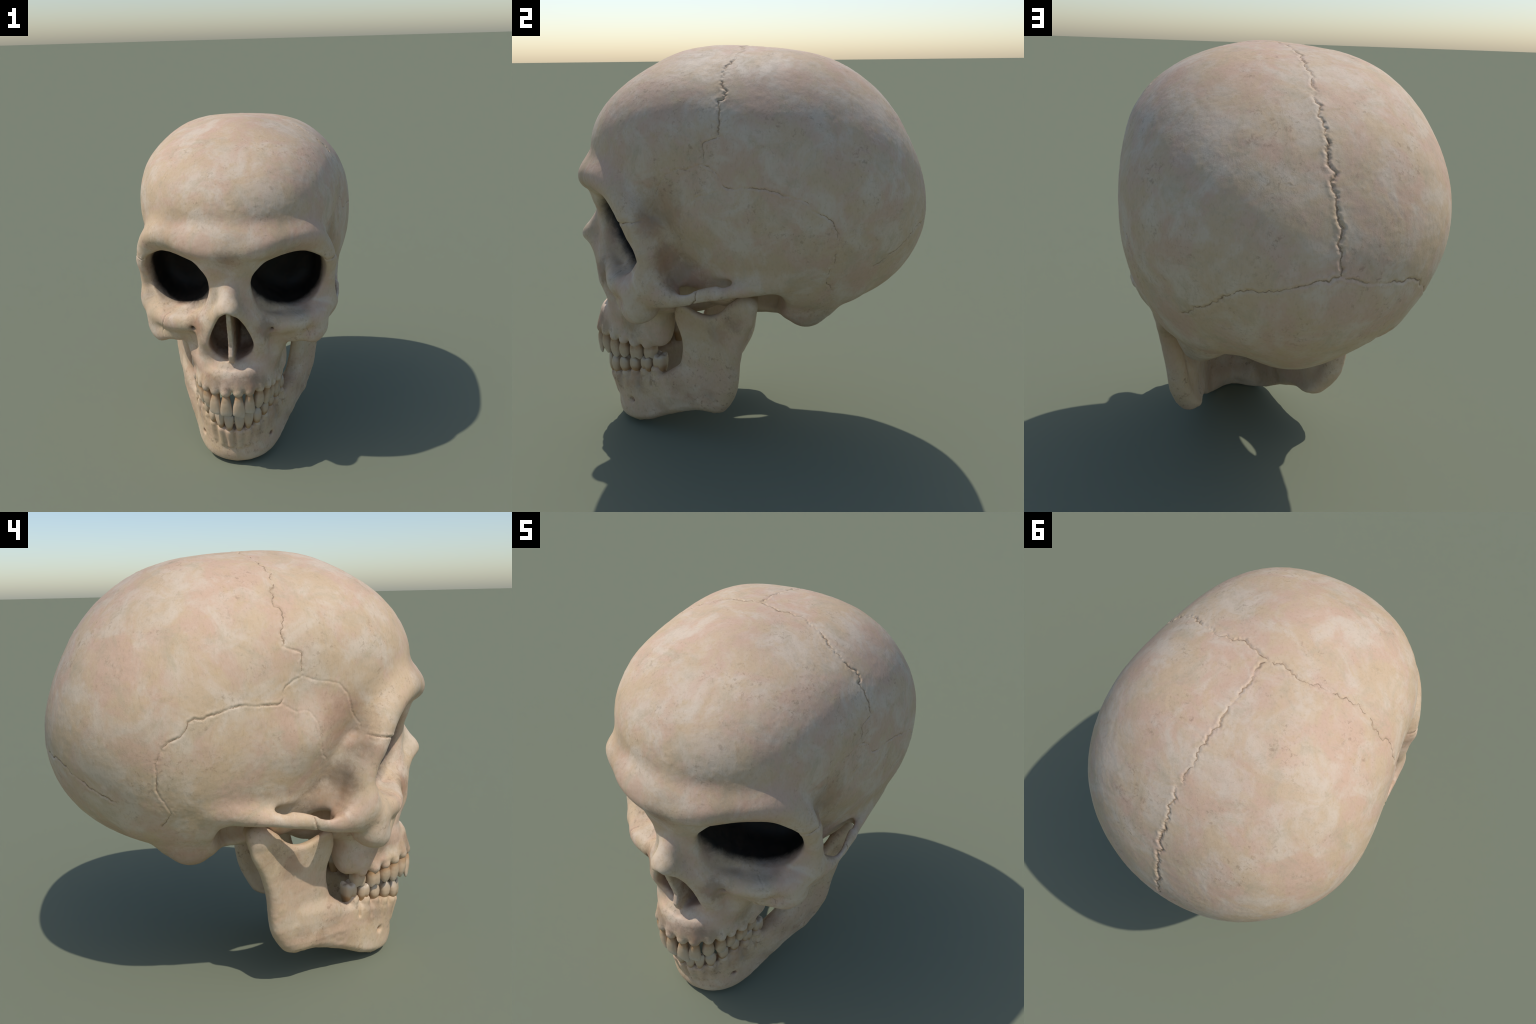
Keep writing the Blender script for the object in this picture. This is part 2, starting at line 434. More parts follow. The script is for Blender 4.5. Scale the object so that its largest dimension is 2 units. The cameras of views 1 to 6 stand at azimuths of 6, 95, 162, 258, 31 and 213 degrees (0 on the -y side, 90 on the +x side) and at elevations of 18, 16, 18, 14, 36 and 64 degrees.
# ----------------------------------------------------------------- materials
class Nodes:
    """small helper to write node graphs as expressions"""
    def __init__(self, name):
        self.mat = bpy.data.materials.new(name); self.mat.use_nodes = True
        self.t = self.mat.node_tree
        self.t.nodes.clear()
        self.out = self.t.nodes.new('ShaderNodeOutputMaterial')
        self.bsdf = self.t.nodes.new('ShaderNodeBsdfPrincipled')
        self.t.links.new(self.bsdf.outputs[0], self.out.inputs[0])
        self.coord = self.t.nodes.new('ShaderNodeTexCoord')

    def put(self, socket, value):
        if hasattr(value, 'is_linked'):
            self.t.links.new(value, socket)
        elif isinstance(value, (tuple, list)) and len(value) == 3 and socket.type == 'RGBA':
            socket.default_value = (*value, 1)
        else:
            socket.default_value = value

    def math(self, op, a, b=0.0, clamp=False):
        n = self.t.nodes.new('ShaderNodeMath'); n.operation = op; n.use_clamp = clamp
        self.put(n.inputs[0], a); self.put(n.inputs[1], b)
        return n.outputs[0]

    def vec(self, op, a, b=(0, 0, 0)):
        n = self.t.nodes.new('ShaderNodeVectorMath'); n.operation = op
        self.put(n.inputs[0], a); self.put(n.inputs[1], b)
        return n.outputs['Value'] if op in ('DISTANCE', 'LENGTH', 'DOT_PRODUCT') else n.outputs[0]

    def noise(self, vector, scale, detail=3.0, rough=.55, distort=0.0):
        n = self.t.nodes.new('ShaderNodeTexNoise')
        self.put(n.inputs['Vector'], vector)
        n.inputs['Scale'].default_value = scale; n.inputs['Detail'].default_value = detail
        n.inputs['Roughness'].default_value = rough; n.inputs['Distortion'].default_value = distort
        return n.outputs['Fac']

    def ramp(self, value, lo, hi, out_lo=0.0, out_hi=1.0, smooth=True):
        n = self.t.nodes.new('ShaderNodeMapRange')
        n.interpolation_type = 'SMOOTHSTEP' if smooth else 'LINEAR'
        for sock, v in zip(n.inputs[:5], (value, lo, hi, out_lo, out_hi)):
            self.put(sock, v)
        return n.outputs[0]

    def mix(self, fac, a, b, mode='MIX'):
        n = self.t.nodes.new('ShaderNodeMix'); n.data_type = 'RGBA'; n.blend_type = mode
        self.put(n.inputs[0], fac); self.put(n.inputs[6], a); self.put(n.inputs[7], b)
        return n.outputs[2]

    def mirror(self, vector):
        sp = self.t.nodes.new('ShaderNodeSeparateXYZ'); self.put(sp.inputs[0], vector)
        cb = self.t.nodes.new('ShaderNodeCombineXYZ')
        self.put(cb.inputs[0], self.math('ABSOLUTE', sp.outputs[0]))
        self.put(cb.inputs[1], sp.outputs[1]); self.put(cb.inputs[2], sp.outputs[2])
        return cb.outputs[0]

    def scaled(self, vector, s, rot=(0, 0, 0)):
        n = self.t.nodes.new('ShaderNodeMapping')
        self.put(n.inputs['Vector'], vector); n.inputs['Scale'].default_value = s; n.inputs['Rotation'].default_value = rot
        return n.outputs[0]

    def bump(self, *layers):
        prev = None
        for height, strength, dist in layers:
            n = self.t.nodes.new('ShaderNodeBump')
            n.inputs['Strength'].default_value = strength; n.inputs['Distance'].default_value = dist
            self.put(n.inputs['Height'], height)
            if prev is not None:
                self.t.links.new(prev, n.inputs['Normal'])
            prev = n.outputs[0]
        self.t.links.new(prev, self.bsdf.inputs['Normal'])

# bone colours
TAN, PINK, PALE = (.572, .415, .266), (.580, .393, .277), (.625, .506, .384)
OCHRE, MOSS, UMBER, RUST = (.550, .390, .222), (.460, .370, .248), (.160, .090, .048), (.290, .125, .062)

# brown stains of the skull: (centre on one side, radius, strength)
SKULL_STAINS = [((.500, -.335, 1.04), .12, .50), ((.490, -.260, .95), .15, .50), ((.545, -.390, 1.23), .10, .42),
                ((.545, -.330, 1.30), .16, .35), ((.190, -.730, .885), .10, .55), ((.105, -.800, .575), .085, .55), ((.03, -.83, .575), .05, .35), ((.17, -.76, .57), .05, .35),
                ((.000, -.880, 1.32), .10, .40), ((.330, -.760, 1.46), .16, .22), ((.40, .33, .72), .16, .35),
                ((.30, -.62, .60), .11, .35), ((.0, -.62, .85), .20, .85)]  # last entry: deeper brown tone inside the nasal opening
JAW_STAINS = [((.455, -.010, .73), .09, 0.51), ((.430, -.10, .66), .10, 0.30), ((.215, -.600, .275), .09, 0.39), ((.185, -.63, .25), .07, 0.30),
              ((.310, -.36, .33), .10, 0.21), ((.345, -.27, .27), .06, 0.45), ((.33, -.36, .47), .08, 0.27), ((.13, -.72, .23), .06, 0.27),
              ((.38, -.17, .30), .07, 0.27), ((.27, -.45, .16), .07, 0.21)]

def bone_material(name, stains, warm=0.0, speck=0.35, socket=False):
    N = Nodes(name)
    P = N.coord.outputs['Object']
    big = N.noise(P, 4.6, 5, .62, .5)
    mid = N.noise(N.vec('ADD', P, (5.2, 1.3, 7.7)), 6.5, 4, .62, .6)
    small = N.noise(N.vec('ADD', P, (2.1, 8.3, 3.9)), 17.0, 5, .65, .5)
    col = N.mix(N.ramp(big, .43, .58), TAN, PINK)
    col = N.mix(N.ramp(mid, .40, .69, 0, .90), col, PALE)
    col = N.mix(N.ramp(small, .52, .72, 0, .45 + warm * .3), col, OCHRE)
    other = N.noise(N.vec('ADD', P, (9.4, 4.4, 1.1)), 7.0, 6, .72, .8)
    col = N.mix(N.ramp(other, .48, .72, 0, .65), col, MOSS)
    if warm:
        col = N.mix(warm, col, OCHRE)
    # fine fibres along the bone and dark specks
    fib = N.noise(N.scaled(P, (1.0, 1.0, .55), (.35, .2, 0)), 85.0, 5, .72)
    col = N.mix(N.ramp(fib, .50, .74, 0, .30), col, (.320, .225, .145))
    col = N.mix(N.ramp(fib, .48, .28, 0, .22), col, (.640, .540, .430))
    pits = N.noise(N.vec('ADD', P, (3.3, 6.1, 0.4)), 42.0, 6, .75, .3)
    zone = N.ramp(N.noise(N.vec('ADD', P, (7.9, 2.2, 5.5)), 5.0, 3, .5), .47, .64)
    col = N.mix(N.math('MULTIPLY', N.ramp(pits, .53, .66, 0, speck), zone), col, UMBER)
    # stains, their edges broken by noise
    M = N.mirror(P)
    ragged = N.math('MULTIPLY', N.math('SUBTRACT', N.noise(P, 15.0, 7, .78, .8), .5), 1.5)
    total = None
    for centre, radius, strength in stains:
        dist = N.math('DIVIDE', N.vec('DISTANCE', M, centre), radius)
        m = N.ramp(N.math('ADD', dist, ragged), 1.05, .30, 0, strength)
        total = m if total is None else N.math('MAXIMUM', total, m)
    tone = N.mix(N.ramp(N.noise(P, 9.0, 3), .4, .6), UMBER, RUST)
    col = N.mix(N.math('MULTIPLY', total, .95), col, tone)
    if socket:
        # inside of the eye socket: cavity shadow painted near black from a little behind the rim
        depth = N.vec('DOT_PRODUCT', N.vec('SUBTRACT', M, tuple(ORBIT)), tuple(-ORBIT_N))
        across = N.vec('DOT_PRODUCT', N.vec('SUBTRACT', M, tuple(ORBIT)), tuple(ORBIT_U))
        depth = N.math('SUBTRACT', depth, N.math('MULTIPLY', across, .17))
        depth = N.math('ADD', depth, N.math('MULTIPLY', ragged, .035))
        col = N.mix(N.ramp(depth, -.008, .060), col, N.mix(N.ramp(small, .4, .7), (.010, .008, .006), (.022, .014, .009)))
    N.put(N.bsdf.inputs['Base Color'], col)
    N.put(N.bsdf.inputs['Roughness'], N.ramp(small, .3, .7, .58, .72))
    N.bsdf.inputs['Specular IOR Level'].default_value = .28
    N.bump((fib, .13, .006), (pits, .16, .008), (small, .06, .015))
    return N.mat

def seam_material():
    N = Nodes('dirt_in_seam')
    P = N.coord.outputs['Object']
    n = N.noise(P, 40.0, 5, .7)
    N.put(N.bsdf.inputs['Base Color'], N.mix(N.ramp(n, .35, .65), (.255, .172, .108), (.45, .325, .21)))
    N.bsdf.inputs['Roughness'].default_value = .8
    return N.mat

def tooth_material():
    N = Nodes('tooth_enamel')
    sp = N.t.nodes.new('ShaderNodeSeparateXYZ'); N.put(sp.inputs[0], N.coord.outputs['Generated'])
    info = N.t.nodes.new('ShaderNodeObjectInfo')
    P = N.vec('ADD', N.coord.outputs['Object'], info.outputs['Location'])
    n = N.noise(P, 30.0, 4, .6)
    t = N.math('ADD', sp.outputs[2], N.math('MULTIPLY', N.math('SUBTRACT', n, .5), .35))
    col = N.mix(N.ramp(t, .36, .62), (.400, .225, .100), (.530, .385, .250))
    col = N.mix(N.ramp(t, .70, 1.0, 0, .7), col, (.520, .445, .355))
    col = N.mix(N.math('MULTIPLY', info.outputs['Random'], .25), col, (.440, .330, .220))
    streak = N.noise(N.scaled(P, (1, 1, .2)), 120.0, 3, .6)
    col = N.mix(N.ramp(streak, .5, .75, 0, .25), col, (.33, .22, .13))
    N.put(N.bsdf.inputs['Base Color'], col)
    N.bsdf.inputs['Roughness'].default_value = .38
    N.bump((n, .15, .008),)
    return N.mat

# ----------------------------------------------------------------- teeth
# (height 0 neck .. 1 tip, width, depth, outward shift) of each section, relative to the tooth's own size
TOOTH_SECTIONS = {
    'incisor': [(-.55, .30, .45, -.10), (-.25, .45, .70, -.05), (0, .50, .88, 0), (.2, .68, .98, .03), (.45, .88, .90, .03), (.7, 1.0, .66, .01),
                (.88, .99, .45, -.01), (.96, .88, .33, -.03), (1.0, .66, .20, -.05)],
    'canine': [(-.6, .35, .45, -.10), (-.25, .5, .75, -.05), (0, .62, .95, 0), (.2, .80, 1.0, .03), (.45, .98, .95, .03), (.65, 1.0, .80, .0),
               (.82, .78, .55, -.03), (.94, .45, .35, -.05), (1.0, .22, .2, -.06)],
    'premolar': [(-.6, .40, .5, -.08), (-.25, .6, .8, -.03), (0, .72, .90, 0), (.25, .88, 1.0, .03), (.5, 1.0, 1.0, .02), (.72, .98, .92, 0),
                 (.88, .82, .78, 0), (.97, .62, .62, 0), (1.0, .4, .45, 0)],
    'molar': [(-.6, .55, .6, -.06), (-.25, .75, .85, -.02), (0, .86, .94, 0), (.25, .96, 1.0, .02), (.5, 1.0, 1.0, .02), (.75, .98, .95, 0),
              (.90, .92, .86, 0), (.97, .80, .74, 0), (1.0, .6, .55, 0)],
}

def tooth_mesh(kind, w, dep, h, jit):
    n = 28
    rings = []
    sec = TOOTH_SECTIONS[kind]
    tt = np.array([s[0] for s in sec])
    dense = np.concatenate([np.linspace(a, b, 4)[:-1] for a, b in zip(tt[:-1], tt[1:])] + [[1.0]])
    for t in dense:
        ww, dd, sh = [np.interp(t, tt, [s[i] for s in sec]) for i in (1, 2, 3)]
        a = np.linspace(0, 2 * math.pi, n, endpoint=False)
        ex = 2 / (2.7 if kind in ('molar', 'premolar') else 2.3)
        cx = np.sign(np.cos(a)) * np.abs(np.cos(a)) ** ex * ww * w / 2
        cy = np.sign(np.sin(a)) * np.abs(np.sin(a)) ** ex * dd * dep / 2 + sh * dep
        z = np.full(n, t * h)
        if kind == 'molar':                     # furrow on the cheek side, cusps on the chewing side
            fur = np.exp(-(cx / (w * .10)) ** 2) * (cy > 0) * np.clip(1 - abs(t - .15) / .7, 0, 1)
            cy = cy - fur * dep * .10
            if t > .6:
                z += h * .16 * (t - .6) / .4 * (np.abs(np.sin(2 * a)) - .6)
        if kind == 'premolar' and t > .6:
            z += h * .16 * (t - .6) / .4 * (np.abs(np.sin(a)) - .75)
        if kind == 'incisor' and t > .8:
            z += h * .05 * (t - .8) / .2 * jit * np.cos(a)
        rings.append(np.c_[cx, cy - dep / 2, z])
    V = np.concatenate(rings)
    F = []
    for i in range(len(rings) - 1):
        for j in range(n):
            k = (j + 1) % n
            F.append((i * n + j, i * n + k, (i + 1) * n + k, (i + 1) * n + j))
    top = len(V); bot = top + 1
    sink = .12 * h if kind in ('molar', 'premolar') else 0
    V = np.vstack([V, rings[-1].mean(0) - [0, 0, sink], rings[0].mean(0)])
    L = (len(rings) - 1) * n
    for j in range(n):
        k = (j + 1) % n
        F.append((L + j, L + k, top)); F.append((k, j, bot))
    return V, F

def add_teeth(row, place, mat, parent):
    flip_x = np.diag([-1.0, 1.0, 1.0])
    for side in (1, -1):
        for i, (kind, neck, tip, w, dep) in enumerate(row):
            n, t = np.array(neck), np.array(tip)
            axis = t - n; h = np.linalg.norm(axis); axis /= h
            pts = np.array([[-row[0][1][0], row[0][1][1]]] + [r[1][:2] for r in row] + [[row[-1][1][0] + .008, row[-1][1][1] + .06]])
            tan = pts[i + 2] - pts[i]; tan = np.array([tan[0], tan[1], 0]); tan /= np.linalg.norm(tan)
            out = np.cross(axis, tan)
            if out @ np.array([n[0], n[1] + .45, 0]) < 0:
                out = -out
            out -= axis * (out @ axis); out /= np.linalg.norm(out)
            tan = np.cross(out, axis)
            jit = rng.uniform(-1, 1, 4)
            V, F = tooth_mesh(kind, w * (1 + .04 * jit[0]), dep, h * (1 + .055 * jit[1]), jit[2])
            rot = np.stack([tan, out, axis], 1)
            tilt = np.array(Matrix.Rotation(.06 * jit[3], 3, 'Y')) @ np.array(Matrix.Rotation(.08 * jit[2], 3, 'Z'))
            rot = rot @ tilt
            if side < 0:
                V = V @ flip_x; rot = flip_x @ rot @ flip_x; n = flip_x @ n
                F = [f[::-1] for f in F]
            me = bpy.data.meshes.new('%s_%s' % (place, kind))
            me.from_pydata(V.tolist(), [], F); me.update()
            me.polygons.foreach_set('use_smooth', np.ones(len(me.polygons), bool))
            me.materials.append(mat)
            ob = bpy.data.objects.new('%s_%s' % (place, kind), me)
            bpy.context.scene.collection.objects.link(ob)
            ob.parent = parent
            ob.matrix_world = Matrix.Translation(n.tolist()) @ Matrix(rot.tolist()).to_4x4()

# ----------------------------------------------------------------- sutures
# control points on one side, groove depth, groove half width, wander of the line, repeated on the other side
SUTURES = [
    ([(-.030, .02, 1.993), (.11, .004, 1.988), (.22, .008, 1.970), (.35, -.03, 1.921), (.456, -.050, 1.850)], .0035, .0055, .014, True),
    ([(.456, -.050, 1.850), (.525, -.036, 1.790), (.566, -.066, 1.730), (.598, -.056, 1.676), (.620, -.050, 1.617)], .0042, .006, .013, True),
    ([(.620, -.050, 1.617), (.613, -.120, 1.592), (.617, -.125, 1.552), (.617, -.130, 1.502)], .0035, .0045, .004, True),
    ([(.617, -.130, 1.500), (.600, -.200, 1.480), (.586, -.265, 1.467), (.570, -.315, 1.430), (.548, -.355, 1.358), (.525, -.38, 1.305), (.46, -.455, 1.245)], .0020, .0045, .005, True),
    ([(.617, -.130, 1.500), (.629, -.060, 1.465), (.626, -.032, 1.405), (.648, .050, 1.402), (.668, .140, 1.405), (.682, .235, 1.380),
      (.686, .312, 1.366), (.684, .345, 1.320), (.668, .42, 1.270), (.655, .452, 1.19), (.625, .440, 1.075), (.598, .405, .99), (.52, .43, .92)], .0030, .0045, .006, True),
    ([(.624, -.038, 1.397), (.607, -.095, 1.372), (.594, -.151, 1.360), (.577, -.189, 1.303), (.559, -.208, 1.205), (.537, -.250, 1.142)], .0014, .0045, .005, True),
    ([(-.030, .02, 1.993), (-.024, .15, 1.980), (-.022, .25, 1.967), (-.016, .35, 1.947), (0, .44, 1.915), (0, .545, 1.86), (.007, .646, 1.775), (.010, .72, 1.685)], .0042, .0055, .014, False),
    ([(.010, .72, 1.685), (.006, .775, 1.60), (.003, .81, 1.535), (-.003, .845, 1.455), (-.004, .873, 1.375), (-.002, .892, 1.283), (-.018, .898, 1.231)], .0066, .0068, .013, False),
    ([(-.018, .898, 1.231), (.06, .897, 1.212), (.135, .888, 1.196), (.20, .875, 1.181), (.29, .845, 1.178), (.345, .815, 1.165), (.40, .775, 1.128), (.45, .71, 1.08), (.503, .605, 1.022)], .0044, .0055, .009, True),
    # cheek bone to brow, to arch and to the upper jaw
    ([(.500, -.560, 1.215), (.545, -.52, 1.228), (.580, -.47, 1.233), (.56, -.41, 1.245)], .005, .005, .003, True),
    ([(.60, -.180, .955), (.625, -.185, .90), (.60, -.200, .845), (.56, -.22, .83)], .004, .005, .003, True),
    ([(.345, -.590, .945), (.365, -.61, .90), (.40, -.61, .86), (.42, -.58, .80), (.40, -.52, .72)], .0025, .0045, .005, True),
]

def suture_lines():
    lines = []
    for pts, depth, width, wander, both in SUTURES:
        for side in ((1, -1) if both else (1,)):
            P = np.array(pts)
            if side < 0:
                P = P * [-1, 1, 1]
                if abs(P[0, 0] - .03) < 1e-6 and P[0, 2] > 1.9:
                    P[0, 0] = -.03
                elif P[0, 2] < 1.3 and P[0, 1] > .89:
                    P[0, 0] = -.018
            C = smooth_curve(P, 24)
            seg = np.linalg.norm(np.diff(C, axis=0), axis=1); acc = np.r_[0, np.cumsum(seg)]
            u = np.arange(0, acc[-1], .0025)
            C = np.stack([np.interp(u, acc, C[:, i]) for i in range(3)], 1)
            tan = np.gradient(C, axis=0); tan /= np.linalg.norm(tan, axis=1)[:, None]
            rad = C - BRAIN; rad /= np.linalg.norm(rad, axis=1)[:, None]
            sideways = np.cross(tan, rad)
            w = np.zeros(len(u))
            for wave, amp in ((.13, .6), (.055, .7), (.028, .45), (.014, .25)):     # interlocking teeth of the seam
                w += amp * wander * np.interp(u, np.arange(0, acc[-1] + wave, wave * .5), rng.uniform(-1, 1, len(np.arange(0, acc[-1] + wave, wave * .5))))
            amp = np.clip(np.interp(u, np.arange(0, acc[-1] + .08, .04), rng.uniform(.30, 1.20, len(np.arange(0, acc[-1] + .08, .04)))), .25, 1.2)
            amp *= np.clip(np.minimum(u, acc[-1] - u) / .02, .35, 1)
            C = C + sideways * w[:, None]
            for it in range(3):                                   # settle onto the bone
                f0 = cranium(C)
                gr = np.stack([(cranium(C + np.eye(3)[a] * .004) - f0) / .004 for a in range(3)], 1)
                C = C - np.clip(f0 / np.maximum((gr ** 2).sum(1), .3), -.03, .03)[:, None] * gr
            lines.append((C, sideways, depth * amp, width))
    return lines

def nearest(points, line, reach):
    """distance to a line for the points close to it, with the index of its nearest sample"""
    C = line[0]
    idx = np.where(((points > C.min(0) - reach) & (points < C.max(0) + reach)).all(1))[0]
    D = np.full(len(idx), 1e9); K = np.zeros(len(idx), int)
    for i in range(0, len(idx), 4000):
        q = points[idx[i:i + 4000]]
        d2 = (q * q).sum(1)[:, None] + (C * C).sum(1)[None] - 2 * q @ C.T
        k = d2.argmin(1)
        D[i:i + 4000] = np.linalg.norm(q - C[k], axis=1); K[i:i + 4000] = k
    m = D < reach
    return idx[m], D[m], K[m]

def lattice_noise(p, scale, seed):
    """smooth value noise in space, -1..1"""
    q = p * scale + 100.0
    i = np.floor(q).astype(np.int64); f = q - i
    f = f * f * (3 - 2 * f)
    def h(x, y, z):
        n = (x * 374761393 + y * 668265263 + z * 2147483647 + seed * 1274126177) & 0x7fffffff
        n = ((n ^ (n >> 13)) * 1274126177) & 0x7fffffff
        return ((n ^ (n >> 16)) & 0xffff) / 32767.5 - 1.0
    out = 0
    for a in (0, 1):
        for b in (0, 1):
            for c in (0, 1):
                w = np.where(a, f[:, 0], 1 - f[:, 0]) * np.where(b, f[:, 1], 1 - f[:, 1]) * np.where(c, f[:, 2], 1 - f[:, 2])
                out = out + w * h(i[:, 0] + a, i[:, 1] + b, i[:, 2] + c)
    return out

def relief(p, rough=1.0):
    """gentle unevenness of old bone"""
    r = .0014 * lattice_noise(p, 9, 1) + .0006 * lattice_noise(p, 26, 2) + .0004 * lattice_noise(p, 60, 3)
    patch = np.clip(lattice_noise(p, 5, 4) * 1.6, 0, 1)
    r = r + patch * (.0008 * lattice_noise(p * [1, 1, .7], 75, 5) + .0005 * lattice_noise(p, 120, 6))
    return r * rough

# ----------------------------------------------------------------- bones of the cranium, by the courses of the sutures (side view y, z)
FRONTAL = [(.015, 2.2), (.005, 1.97), (-.045, 1.85), (-.055, 1.62), (-.122, 1.59), (-.130, 1.50), (-.235, 1.472), (-.315, 1.430),
           (-.356, 1.355), (-.38, 1.30), (-.455, 1.245), (-.56, 1.215), (-.70, 1.19), (-1.2, 1.19), (-1.2, 2.2)]
TEMPORAL = [(-.035, 1.402), (.050, 1.402), (.140, 1.405), (.235, 1.380), (.312, 1.366), (.345, 1.320), (.42, 1.27), (.452, 1.19), (.440, 1.075),
            (.405, .99), (.43, .90), (.48, .60), (.05, .60), (-.19, .75), (-.185, .90), (-.19, 1.0), (-.25, 1.14), (-.208, 1.205), (-.189, 1.303),
            (-.151, 1.360), (-.095, 1.372)]
SPHENOID = [(-.130, 1.50), (-.235, 1.472), (-.315, 1.430), (-.356, 1.355), (-.38, 1.30), (-.42, 1.25), (-.40, 1.10), (-.36, .95), (-.30, .80), (-.19, .75),
            (-.185, .90), (-.19, 1.0), (-.25, 1.14), (-.208, 1.205), (-.189, 1.303), (-.151, 1.360), (-.095, 1.372), (-.035, 1.402), (-.06, 1.465)]

def bone_of(c):
    x, y, z = np.abs(c[:, 0]), c[:, 1], c[:, 2]
    name = np.full(len(c), 'parietal_bone', dtype=object)
    seam = np.interp(x, [0, .2, .32, .45, .50, .62], [1.222, 1.180, 1.172, 1.08, 1.02, .95])
    name[(y > .25) & (z < seam)] = 'occipital_bone'
    base = (z < .95) & (y <= .25) & (x < .46)
    name[base & (y > -.02)] = 'occipital_bone'
    name[base & (y <= -.02)] = 'sphenoid_bone'
    lateral = x > .30
    name[lateral & (polygon(y, z, TEMPORAL) < 0)] = 'temporal_bone'
    name[lateral & (polygon(y, z, SPHENOID) < 0)] = 'sphenoid_bone'
    front = (polygon(y, z, FRONTAL) < 0)
    name[front] = 'frontal_bone'
    face = (~front) & (y < -.30) & (z < 1.30)
    cheek = face & (x > .345 + .18 * np.clip(.946 - z, -.5, .3)) & (z > .66)
    cheek |= (y < -.188) & (x > .50) & (z < 1.0) & (z > .75)
    jaw = face & ~cheek & (y < -.36)
    name[jaw] = 'maxilla'
    name[cheek & ((x > .46) | (y < -.44))] = 'zygomatic_bone'
    name[face & (x < .052 + .02 * np.clip((z - 1.1) / .1, -1, 1)) & (y < -.73) & (z > 1.03)] = 'nasal_bone'
    return name

def split_bones(me, mats, parent):
    """separate the one smooth surface into bones that keep its vertex normals"""
    nv, npoly, nl = len(me.vertices), len(me.polygons), len(me.loops)
    co = np.empty(nv * 3, np.float32); me.vertices.foreach_get('co', co); co = co.reshape(-1, 3)
    nr = np.empty(nv * 3, np.float32); me.vertex_normals.foreach_get('vector', nr); nr = nr.reshape(-1, 3)
    li = np.empty(nl, np.int32); me.loops.foreach_get('vertex_index', li)
    ls = np.empty(npoly, np.int32); me.polygons.foreach_get('loop_start', ls)
    lt = np.empty(npoly, np.int32); me.polygons.foreach_get('loop_total', lt)
    mi = np.empty(npoly, np.int32); me.polygons.foreach_get('material_index', mi)
    cen = np.empty(npoly * 3, np.float32); me.polygons.foreach_get('center', cen); cen = cen.reshape(-1, 3)
    bone = bone_of(cen.astype(float))
    pairs = {'parietal_bone', 'temporal_bone', 'zygomatic_bone'}
    made = {}
    for name in sorted(set(bone)):
        for side in ((1, -1) if name in pairs else (0,)):
            sel = (bone == name) & ((side == 0) | (np.sign(cen[:, 0] + 1e-9) == side))
            pi = np.where(sel)[0]
            if not len(pi):
                continue
            tot = lt[pi]
            starts = np.r_[0, np.cumsum(tot)[:-1]]
            loops = np.repeat(ls[pi] - starts, tot) + np.arange(tot.sum())
            vid = li[loops]
            used, inv = np.unique(vid, return_inverse=True)
            m2 = bpy.data.meshes.new(name)
            m2.vertices.add(len(used)); m2.vertices.foreach_set('co', co[used].ravel())
            m2.loops.add(len(inv)); m2.polygons.add(len(pi))
            m2.loops.foreach_set('vertex_index', inv.astype(np.int32))
            m2.polygons.foreach_set('loop_start', starts.astype(np.int32))
            m2.polygons.foreach_set('loop_total', tot.astype(np.int32))
            for m in mats:
                m2.materials.append(m)
            m2.polygons.foreach_set('material_index', mi[pi])
            m2.update(calc_edges=True)
            m2.polygons.foreach_set('use_smooth', np.ones(len(pi), bool))
            m2.normals_split_custom_set_from_vertices(nr[used].tolist())
            ob = bpy.data.objects.new(name, m2)
            bpy.context.scene.collection.objects.link(ob); ob.parent = parent
            made.setdefault(name, ob)
    return made

def quad_mesh(name, verts, faces):
    me = bpy.data.meshes.new(name)
    me.vertices.add(len(verts)); me.vertices.foreach_set('co', np.asarray(verts, np.float32).ravel())
    faces = np.asarray(faces, np.int32)
    me.loops.add(faces.size); me.polygons.add(len(faces))
    me.loops.foreach_set('vertex_index', faces.ravel())
    me.polygons.foreach_set('loop_start', np.arange(0, faces.size, 4, dtype=np.int32))
    me.polygons.foreach_set('loop_total', np.full(len(faces), 4, np.int32))
    me.update(calc_edges=True)
    me.polygons.foreach_set('use_smooth', np.ones(len(me.polygons), bool))
    return me

def coords(me):
    a = np.empty(len(me.vertices) * 3, np.float32); me.vertices.foreach_get('co', a)
    return a.reshape(-1, 3).astype(float)

def vertex_normals(me):
    a = np.empty(len(me.vertices) * 3, np.float32); me.vertex_normals.foreach_get('vector', a)
    return a.reshape(-1, 3).astype(float)

def refine_near(me, lines, reach):
    """halve the mesh spacing along the sutures"""
    co = coords(me)
    mark = np.zeros(len(co), bool)
    for ln in lines:
        idx, D, K = nearest(co, ln, reach)
        mark[idx] = True
    bm = bmesh.new(); bm.from_mesh(me); bm.verts.ensure_lookup_table()
    edges = set()
    for i in np.where(mark)[0]:
        for e in bm.verts[i].link_edges:
            edges.add(e)
    bmesh.ops.subdivide_edges(bm, edges=list(edges), cuts=1, use_grid_fill=True)
    bm.to_mesh(me); bm.free()
    me.update()

# ----------------------------------------------------------------- build
H = 0.0075
skull = bpy.data.objects.new('human_skull', None)
bpy.context.scene.collection.objects.link(skull)
skull['label'] = 'aged human skull with lower jaw, teeth and jagged sutures'
skull['category'] = 'skull'

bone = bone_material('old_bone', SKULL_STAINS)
socket_bone = bone_material('eye_socket_painted_shade', SKULL_STAINS, socket=True)
jaw_bone = bone_material('jaw_bone', JAW_STAINS, warm=.30, speck=.55)
seam = seam_material()
enamel = tooth_material()

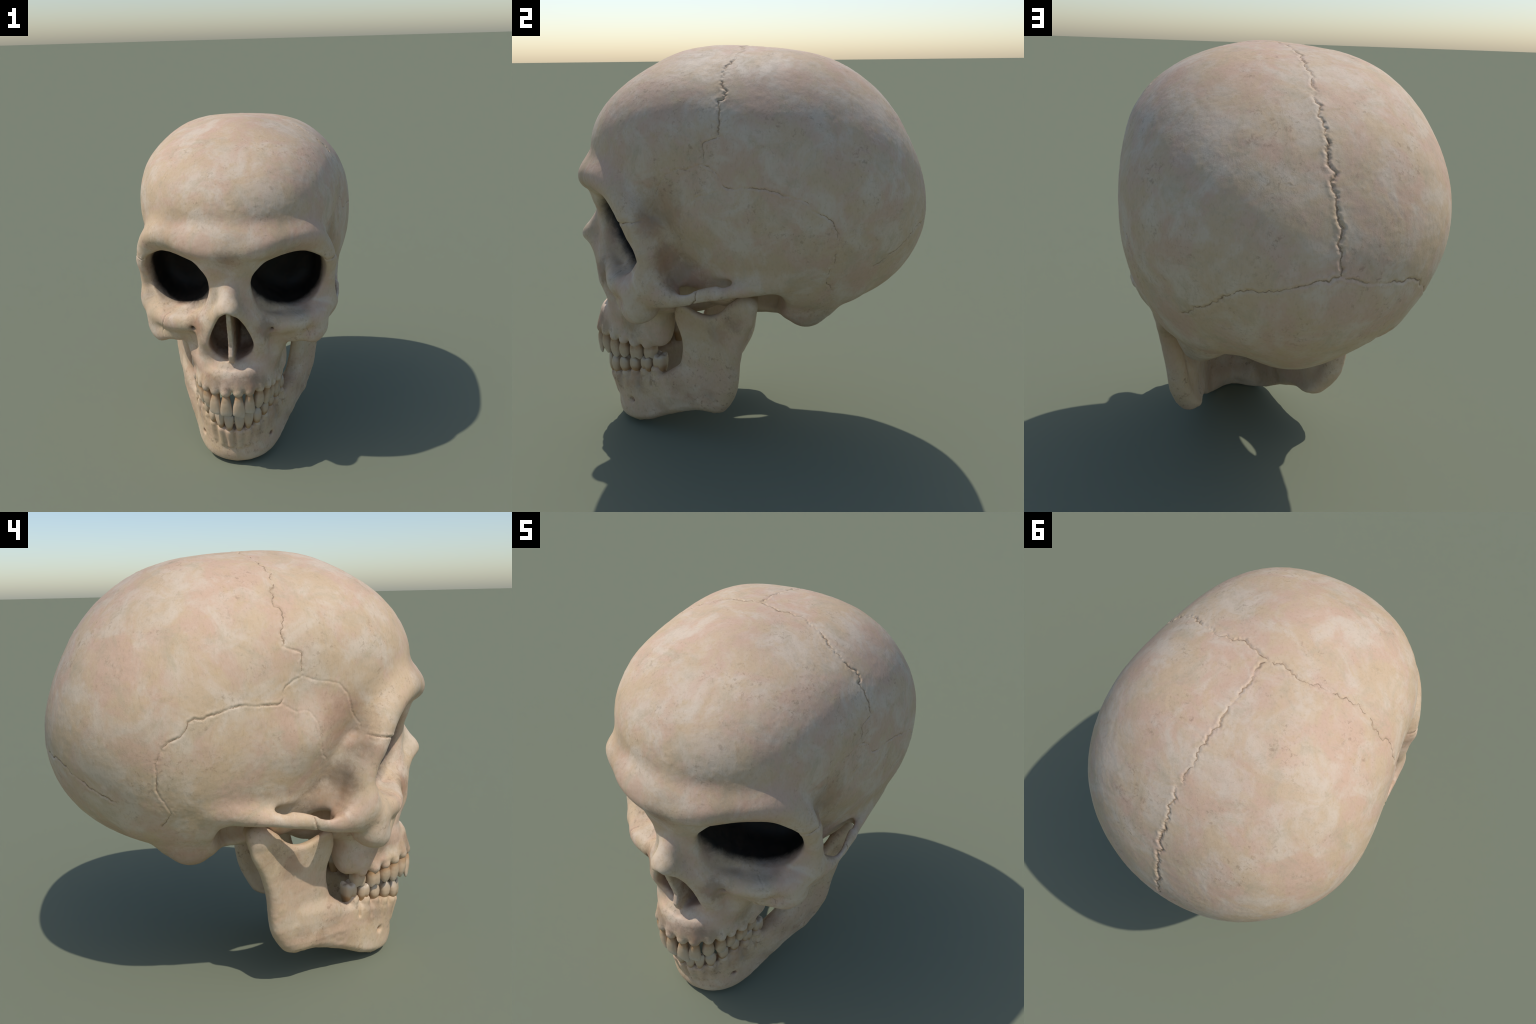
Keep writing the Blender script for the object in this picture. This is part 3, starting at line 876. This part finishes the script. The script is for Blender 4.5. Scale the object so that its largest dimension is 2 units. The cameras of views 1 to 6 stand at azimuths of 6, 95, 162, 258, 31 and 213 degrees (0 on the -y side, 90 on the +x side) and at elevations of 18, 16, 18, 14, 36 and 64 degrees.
v, q, nr = mesh_implicit(cranium, (-.75, -1.0, .42), (.75, .97, 2.05), H)
me = quad_mesh('cranium', v, q)
lines = suture_lines()
refine_near(me, lines, .030)
refine_near(me, lines, .017)
co = coords(me)
g0 = cranium(co)                                   # new vertices back onto the curved surface
grad = np.stack([(cranium(co + np.eye(3)[a] * .003) - g0) / .003 for a in range(3)], 1)
co -= np.clip(g0 / np.maximum((grad ** 2).sum(1), .3), -.004, .004)[:, None] * grad
me.vertices.foreach_set('co', co.astype(np.float32).ravel()); me.update()
vn = vertex_normals(me)
push = relief(co)
dirty = np.zeros(len(co))
for C, sideways, depth, width in lines:
    idx, D, K = nearest(co, (C,), .045)
    s = ((co[idx] - C[K]) * sideways[K]).sum(1)
    groove = -depth[K] * np.exp(-(D / width) ** 2)
    lip = .20 * depth[K] * np.exp(-((D - width * 2.4) / (width * 1.3)) ** 2) * (1 + .6 * np.sign(s))
    rub = .25 * depth[K] * lattice_noise(co[idx], 85, 9) * np.exp(-(D / (width * 2.6)) ** 2)
    pits = -.0035 * np.clip(lattice_noise(co[idx], 55, 12) - .30, 0, 1) * np.exp(-(D / .020) ** 2) * np.clip(depth[K] / .004, 0, 1.5)
    push[idx] += groove + lip + rub + pits
    dirty[idx] = np.maximum(dirty[idx], np.clip(depth[K] / .0028, .3, 1.5) * np.exp(-(D / (width * .62)) ** 2))
co += vn * push[:, None]
me.vertices.foreach_set('co', co.astype(np.float32).ravel()); me.update()
# material regions: bone, seam dirt, eye sockets
npoly = len(me.polygons)
cen = np.empty(npoly * 3, np.float32); me.polygons.foreach_get('center', cen); cen = cen.reshape(-1, 3).astype(float)
mi = np.zeros(npoly, np.int32)
ls = np.empty(npoly, np.int32); me.polygons.foreach_get('loop_start', ls)
lv = np.empty(len(me.loops), np.int32); me.loops.foreach_get('vertex_index', lv)
mi[dirty[lv[ls]] > .62] = 1
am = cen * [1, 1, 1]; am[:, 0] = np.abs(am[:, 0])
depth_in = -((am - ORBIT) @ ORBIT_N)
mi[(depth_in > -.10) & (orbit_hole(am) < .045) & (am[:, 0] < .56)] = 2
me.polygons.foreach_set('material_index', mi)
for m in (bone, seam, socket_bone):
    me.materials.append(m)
parts = split_bones(me, (bone, seam, socket_bone), skull)
bpy.data.meshes.remove(me)

v, q, nr = mesh_implicit(mandible, (-.58, -.9, -.05), (.58, .16, .92), H)
v = v + nr * relief(v, 1.2)[:, None]
v[:, 2] -= v[:, 2].min()
mandible_mesh = quad_mesh('mandible', v, q)
mandible_mesh.materials.append(jaw_bone)
jaw = bpy.data.objects.new('mandible', mandible_mesh)
bpy.context.scene.collection.objects.link(jaw); jaw.parent = skull
add_teeth(UPPER_TEETH, 'upper', enamel, parts['maxilla'])
add_teeth(LOWER_TEETH, 'lower', enamel, jaw)
